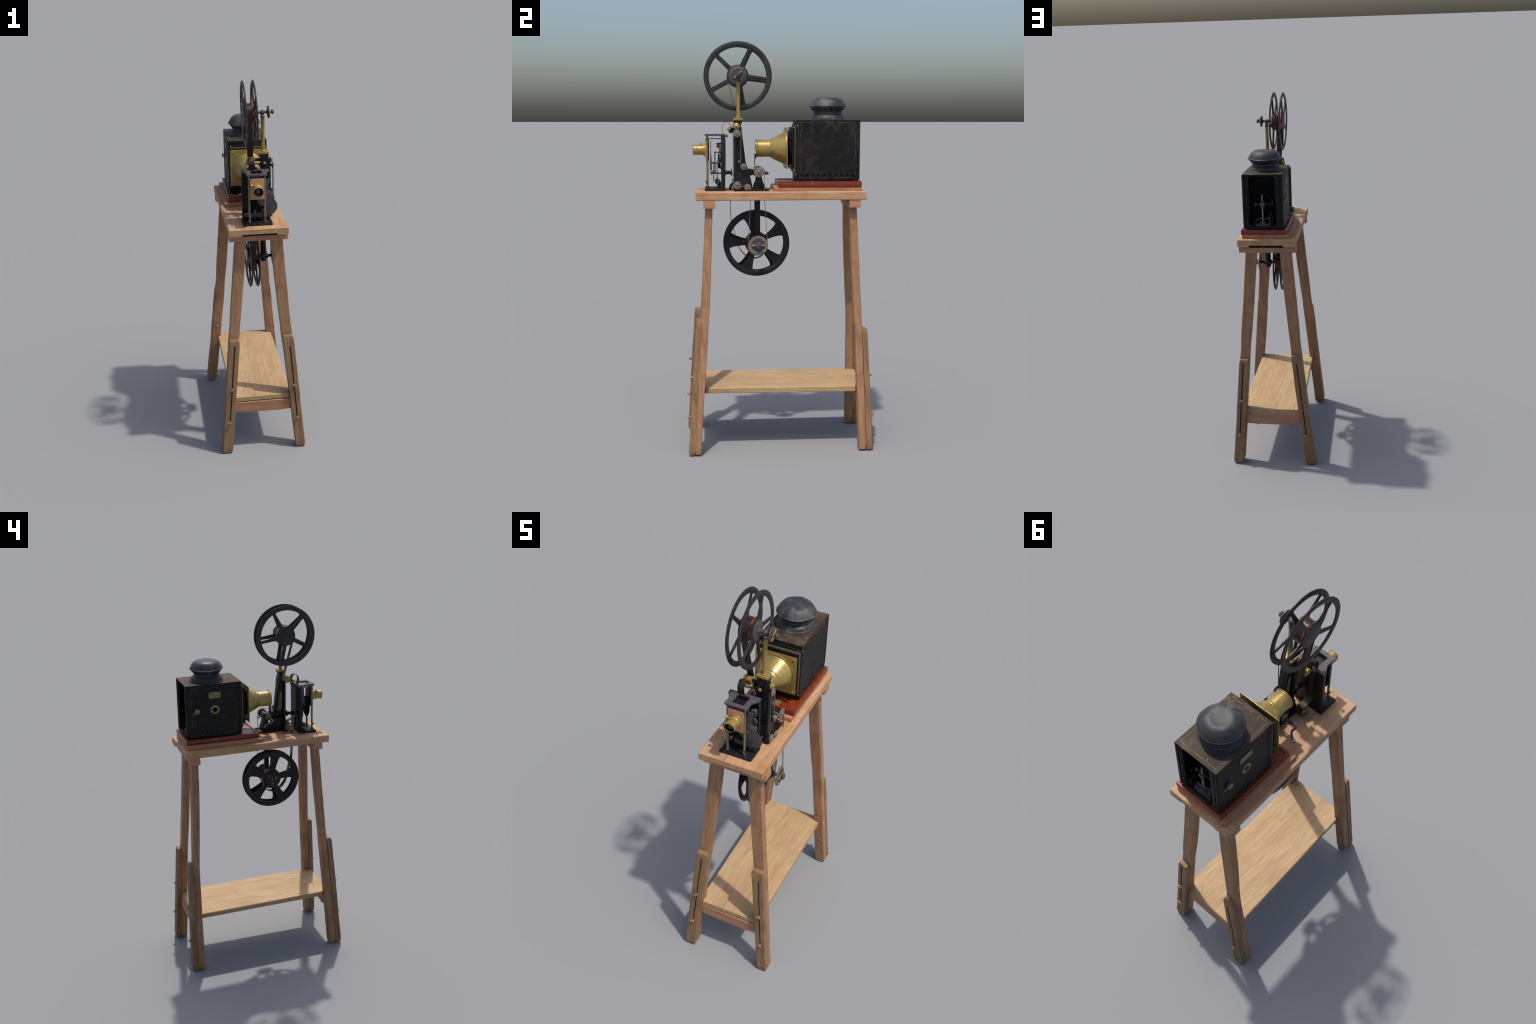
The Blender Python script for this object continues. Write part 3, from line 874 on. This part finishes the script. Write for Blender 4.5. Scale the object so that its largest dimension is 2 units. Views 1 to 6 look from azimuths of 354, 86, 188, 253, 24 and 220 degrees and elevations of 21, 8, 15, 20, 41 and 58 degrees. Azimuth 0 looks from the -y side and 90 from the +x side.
# chain: short links strung along its path
def arc_pts(c, r, a0, a1, n=14):
    return [Vector((SX, c[0]+r*math.cos(rad(lerp(a0, a1, k/n))), c[1]+r*math.sin(rad(lerp(a0, a1, k/n))))) for k in range(n+1)]
LS = (-.1035, 1.0185)
def link_chain(bm, path, step=.0046):
    acc = 0; k = 0
    for p, q in zip(path, path[1:]):
        d = q-p; L = d.length
        if L < 1e-6:
            continue
        t = d/L
        while acc < L:
            c = p + t*acc
            w = .0026 if k % 2 else .0034
            X = Vector((1, 0, 0)); nn = t.cross(X)
            vs = [bm.verts.new(c + X*w*sx*.6 + t*step*.46*st + nn*.0013*sn) for sx in (-1, 1) for st in (-1, 1) for sn in (-1, 1)]
            bmesh.ops.convex_hull(bm, input=vs)
            acc += step; k += 1
        acc -= L
bm = new()
rr = .0018
path = [Vector((SX+.004, LS[0]+.0475, LS[1])), Vector((SX, -.0700, 1.242)), Vector((SX, -.0700, 1.375))]
path += arc_pts(SP['big'][0], .0252+rr, 0, 100)
path += arc_pts(SP['mid'][0], .0140+rr, 280, 180)
path += arc_pts(SP['a'][0], .0180+rr, 0, 180, 20)
path += arc_pts(SP['low'][0], .0182+rr, 180, 300, 18)
path += arc_pts(SP['low2'][0], .0150+rr, 130, 0)
path += [Vector((SX, -.1375, 1.242)), Vector((SX+.004, LS[0]-.0475, LS[1]))]
path += [Vector((SX+.004+.004, LS[0]+.0478*math.cos(rad(a)), LS[1]+.0478*math.sin(rad(a)))) for a in range(180, 361, 9)]
link_chain(bm, path)
emit('drive_chain', bm, 'chain', post, stuff=True)

# film rollers
def roller(name, mat, x0, x1, c, r, parent):
    bm = new()
    L = x1-x0
    add_lathe(bm, [(0, x0), (r*.25, x0-.002), (r*.30, x0), (r*.55, x0), (r*.60, x0+.0018), (r*.80, x0+.0018), (r*.84, x0), (r, x0+.001), (r, x0+.006), (r*.90, x0+.008), (r*.90, x1-.008), (r, x1-.006), (r, x1-.001), (r*.9, x1), (0, x1)], 'x', (0, c[0], c[1]), 32)
    return emit(name, bm, mat, parent)
roller('film_roller', 'brass', -.0265, .0130, (-.2055, 1.5925), .0178, post)
roller('film_roller', 'brass_old', -.0185, .0200, (-.2085, 1.3120), .0172, post)
roller('guide_roller', 'brass_old', -.0240, .0120, (-.2365, 1.5800), .0082, post)
roller('guide_roller', 'brass_old', -.0180, .0180, (-.2090, 1.3400), .0070, post)
bm = new()
add_cyl(bm, 'x', (0, -.2055, 1.5925), .0080, .012, .045, 18)
add_cyl(bm, 'x', (0, -.2365, 1.5800), .0034, .010, .052, 12)
add_cyl(bm, 'x', (0, -.2180, 1.5680), .0065, .034, .050, 14)
add_cyl(bm, 'x', (0, -.2220, 1.5800), .0055, .040, .058, 14)
add_cyl(bm, 'x', (0, -.2085, 1.3120), .0070, .018, .066, 14)
add_box(bm, .040, .058, -.240, -.214, 1.562, 1.588, .003)
emit('roller_arm', bm, 'iron', post)
bm = new()
add_cyl(bm, 'x', (0, -.2365, 1.5800), .0040, -.0305, -.024, 12)
add_tube(bm, [Vector((-.030, -.2365, 1.580)), Vector((-.036, -.248, 1.578))], .0018, 8)
add_tube(bm, [Vector((-.030, -.2365, 1.580)), Vector((-.034, -.2300, 1.592))], .0018, 8)
add_ball(bm, (-.021, -.2095, 1.3330), .006)
add_cyl(bm, 'x', (0, -.2220, 1.3320), .0045, -.020, .020, 12)
add_ball(bm, (.062, -.2365, 1.5800), .0075)
emit('thumb_screw', bm, 'brass_old', post)
# lower guard plate in front of the roller
bm = new()
add_tube(bm, spline([(.072, -.236, 1.286), (.072, -.234, 1.305), (.072, -.226, 1.318), (.072, -.218, 1.322)]), .006, 8)
emit('roller_guard', bm, 'iron', post)

# crank shaft, pulley and crank
cyl('pulley', 'iron', post, 'x', (0, -.0965, 1.3755), .0215, .094, .1035, 32)
cyl('ratchet_wheel', 'brass_old', post, 'x', (0, -.0965, 1.3830), .0185, -.008, -.003, 30)
bm = new()
add_cyl(bm, 'x', (0, -.0960, 1.3755), .0065, -.045, .035, 16)
path = spline([(-.040, -.096, 1.3755), (-.052, -.1015, 1.376), (-.0625, -.103, 1.374), (-.066, -.092, 1.366), (-.063, -.076, 1.361), (-.073, -.062, 1.358), (-.088, -.051, 1.357), (-.0965, -.045, 1.357)], 6)
add_tube(bm, path, [.0065, .0068, .0078, .0085, .008, .0065] + [.0050]*40, 10)
add_cyl(bm, 'z', (-.0975, -.0435, 0), .0065, 1.352, 1.362, 14)
add_tube(bm, [Vector((.045, -.078, 1.380)), Vector((.046, -.060, 1.372)), Vector((.046, -.047, 1.366))], .0045, 8)
emit('hand_crank', bm, 'grey_iron', post)

# ------------------------------------------------------------------ film reels
def reel_flange(bm, x, rim_r, rim_w, hub_r, a0, spoke, rib, thick=.0078):
    """One spoked flange in the plane x, axis along x, centred on y=z=0."""
    h = thick/2
    ri = rim_r-rim_w
    add_lathe(bm, [(ri, x-h*.5), (ri+.002, x-h*.85), (rim_r-.004, x-h), (rim_r, x-h*.4), (rim_r, x+h*.4), (rim_r-.004, x+h), (ri+.002, x+h*.85), (ri, x+h*.5)], 'x', (0, 0, 0), 88, close=True)
    add_lathe(bm, [(0, x-h*1.3), (hub_r*.9, x-h*1.3), (hub_r, x-h*.8), (hub_r, x+h*.8), (hub_r*.9, x+h*1.3), (0, x+h*1.3)], 'x', (0, 0, 0), 48)
    for k in range(5):
        a = rad(a0 + 72*k)
        u, v = (math.cos(a), math.sin(a)), (-math.sin(a), math.cos(a))
        L = [(u[0]*r + v[0]*w, u[1]*r + v[1]*w) for r, w in spoke]
        Rr = [(u[0]*r - v[0]*w, u[1]*r - v[1]*w) for r, w in reversed(spoke)]
        add_prism(bm, L + Rr, 'x', x-h*.75, x+h*.75, .0008)
        for sx in (-1, 1):      # raised rib along the spoke
            r0, r1 = spoke[0][0], spoke[-1][0]-.002
            b = [(u[0]*r0+v[0]*rib, u[1]*r0+v[1]*rib), (u[0]*r1+v[0]*rib*.5, u[1]*r1+v[1]*rib*.5),
                 (u[0]*r1-v[0]*rib*.5, u[1]*r1-v[1]*rib*.5), (u[0]*r0-v[0]*rib, u[1]*r0-v[1]*rib)]
            xa, xb = sorted((x, x+sx*h*1.25))
            add_prism(bm, b, 'x', xa, xb, .0012)

def build_reel(center, yaw, tilt, xn, xf, rim_r, rim_w, hub_r, an, af, spoke, rib, roll_r, mat_edge='film_edge', mat='iron'):
    Rm = Matrix.Rotation(rad(yaw), 4, 'Z') @ Matrix.Rotation(rad(-tilt), 4, 'Y')
    T = Matrix.Translation(center) @ Rm
    def put(name, bm, mat, parent, **kw):
        bmesh.ops.transform(bm, matrix=T, verts=bm.verts)
        return emit(name, bm, mat, parent, **kw)
    bm = new(); add_lathe(bm, [(0, xf), (roll_r*.9, xf), (roll_r*.9, xn), (0, xn)], 'x', (0, 0, 0), 40)
    reel = put('film_reel', bm, 'iron', root)
    for x, a in ((xn, an), (xf, af)):
        bm = new(); reel_flange(bm, x, rim_r, rim_w, hub_r, a, spoke, rib)
        put('reel_flange', bm, mat, reel)
    w = xn-xf
    bm = new(); add_lathe(bm, [(roll_r*.6, xf+w*.18), (roll_r, xf+w*.18), (roll_r, xn-w*.18), (roll_r*.6, xn-w*.18)], 'x', (0, 0, 0), 56)
    put('film_roll', bm, 'film', reel)
    bm = new()
    for x0, x1 in ((xf+w*.09, xf+w*.19), (xn-w*.19, xn-w*.09)):
        add_lathe(bm, [(roll_r*.7, x0), (roll_r+.001, x0), (roll_r+.001, x1), (roll_r*.7, x1)], 'x', (0, 0, 0), 56)
    put('film_edge', bm, mat_edge, reel)
    return reel, put

UP = Vector((0, -.1946, 1.8353))
sp_up = [(.042, .0145), (.060, .0110), (.090, .0095), (.120, .0082), (.136, .0080), (.144, .0110)]
reel, put = build_reel(UP, -.7, 1.5, .0185, -.0350, .1655, .0245, .053, 66, 62, sp_up, .0055, .0505, mat='reel')
bm = new()
add_lathe(bm, [(0, .022), (.044, .022), (.0445, .026), (.040, .0285), (.012, .030), (.0070, .036), (.0065, .060), (0, .060)], 'x', (0, 0, 0), 40)
put('hub_cap', bm, 'grey_iron', reel)
bm = new()
add_cyl(bm, 'x', (0, 0, 0), .0062, .055, .118, 16)
add_lathe(bm, [(0, .0800), (.009, .0800), (.010, .083), (.020, .0845), (.030, .0860), (.0325, .0885), (.0320, .0930), (.029, .0955), (.022, .0950), (0, .094)], 'x', (0, 0, 0), 44)
put('tension_disc', bm, 'disc_red', reel)
def wing(bm, x, ang, half):
    u = (math.cos(rad(ang)), math.sin(rad(ang))); v = (-u[1], u[0])
    pts = [(half, .0035), (half*.92, -.0035), (half*.5, -.0040), (half*.30, -.0095), (-half*.30, -.0095), (-half*.5, -.0035), (-half*.92, -.0035), (-half, .0035), (-half*.5, .0042), (-half*.30, .0095), (half*.30, .0095), (half*.5, .0042)]
    add_prism(bm, [(u[0]*a+v[0]*b, u[1]*a+v[1]*b) for a, b in pts], 'x', x, x+.006, .001)
bm = new(); wing(bm, .0955, 42, .0265)
put('wing_screw', bm, 'brass', reel)
bm = new()
add_lathe(bm, [(0, .100), (.006, .101), (.0065, .105), (.0110, .1065), (.0122, .109), (.0118, .1145), (.0100, .117), (.004, .1172), (.0036, .1188), (0, .119)], 'x', (0, 0, 0), 28)
put('spindle_knob', bm, 'disc_red', reel)

LO = Vector((0, -.1055, 1.0175))
sp_lo = [(.036, .0130), (.055, .0120), (.080, .0150), (.105, .0200), (.120, .0240), (.130, .0300), (.137, .0420), (.141, .0470)]
reel2, put2 = build_reel(LO, 1.8, 1.0, .0200, -.0195, .1642, .0270, .046, 33, 27, sp_lo, .0050, .0560)
bm = new()
for k, a in enumerate((35, 160, 262)):
    add_cyl(bm, 'x', (0, .026*math.cos(rad(a)), .026*math.sin(rad(a))), .0050, -.0245, -.0268, 14)
    add_cyl(bm, 'x', (0, .026*math.cos(rad(a+22)), .026*math.sin(rad(a+22))), .0036, -.0245, -.0268, 14)
add_cyl(bm, 'x', (0, 0, 0), .0060, -.0245, -.0275, 16)
put2('hub_rivet', bm, 'steel', reel2)
bm = new()
add_cyl(bm, 'x', (0, 0, 0), .0082, .020, .122, 18)
put2('reel_shaft', bm, 'iron', reel2)
bm = new()
pts = []
for k in range(46*4):
    a = 2*math.pi*k/(46*4); r_ = .0480 if k % 4 in (0, 1) else .0462
    pts.append((r_*math.cos(a), r_*math.sin(a)))
add_prism(bm, pts, 'x', .113, .1175, 0)
add_lathe(bm, [(.030, .117), (.036, .1205), (.0435, .1200), (.0445, .117)], 'x', (0, 0, 0), 48)
put2('chain_wheel', bm, 'steel', reel2)
bm = new(); add_lathe(bm, [(0, .1195), (.033, .1195), (.0345, .117), (.0345, .112)], 'x', (0, 0, 0), 44)
put2('friction_disc', bm, 'disc_red', reel2)
bm = new(); wing(bm, .1205, 0, .0335)
put2('wing_screw', bm, 'brass', reel2)
bm = new(); add_lathe(bm, [(0, .122), (.0060, .123), (.0065, .128), (.0150, .1295), (.0162, .133), (.0150, .1385), (.011, .141), (0, .1415)], 'x', (0, 0, 0), 30)
put2('spindle_knob', bm, 'grey_iron', reel2)

# hanging bracket of the take-up reel
bm = new()
add_lathe(bm, [(0, .990), (.0115, .990), (.0142, .994), (.0142, 1.238), (.019, 1.240), (.019, 1.2425), (0, 1.2425)], 'z', (.0650, -.1035, 0), 28)
bracket = emit('hanger_rod', bm, 'iron', root)
cyl('hanger_bearing', 'iron', bracket, 'x', (0, -.1035, 1.0185), .0150, .046, .090, 28)

# ------------------------------------------------------------------ film strip
FX = -.0085
def fpath(pts, n=8):
    return spline([(x, y, z) for x, y, z in pts], n)
bm = new()
upper = fpath([(-.0120, -.243, 1.823), (-.0115, -.2365, 1.790), (-.0100, -.2180, 1.720), (-.0070, -.2010, 1.655), (-.0060, -.1870, 1.610), (-.0060, -.1865, 1.590), (-.0065, -.196, 1.575), (-.007, -.210, 1.5735), (-.0075, -.2235, 1.5815),
               (-.008, -.2310, 1.5935), (-.008, -.2380, 1.6090), (-.0085, -.2500, 1.6150), (-.0085, -.2640, 1.6080), (-.009, -.2720, 1.5930), (-.009, -.2715, 1.5750), (-.009, -.2670, 1.5570), (-.009, -.2570, 1.530), (-.009, -.2568, 1.500)])
lowpart = fpath([(-.009, -.2568, 1.500), (-.009, -.2568, 1.440), (-.009, -.2560, 1.390), (-.009, -.2480, 1.3720), (-.008, -.2260, 1.3580), (-.005, -.2030, 1.3480), (-.004, -.1900, 1.3330), (-.004, -.1895, 1.312), (-.004, -.197, 1.298), (-.004, -.212, 1.2935), (-.004, -.228, 1.296), (-.004, -.235, 1.284), (-.0045, -.2345, 1.240)])
hang = fpath([(-.0045, -.2345, 1.240), (-.004, -.2335, 1.200), (-.002, -.2300, 1.135), (-.001, -.2190, 1.094), (0, -.2110, 1.059), (0, -.1980, 1.012), (0, -.1840, .982), (0, -.1600, .957), (0, -.1170, .941), (0, -.0800, .952), (0, -.0550, .985)])
add_ribbon(bm, upper + lowpart[1:], .031)
add_ribbon(bm, hang, .031, .0028)
film = emit('film_strip', bm, 'film', root)
bm = new()
def shifted(path, d):
    return [p + Vector((d, 0, 0)) for p in path]
add_ribbon(bm, shifted(upper, .0152), .0016, .0018)
add_ribbon(bm, shifted(upper, -.0152), .0016, .0018)
emit('film_border', bm, 'film_rim', film)
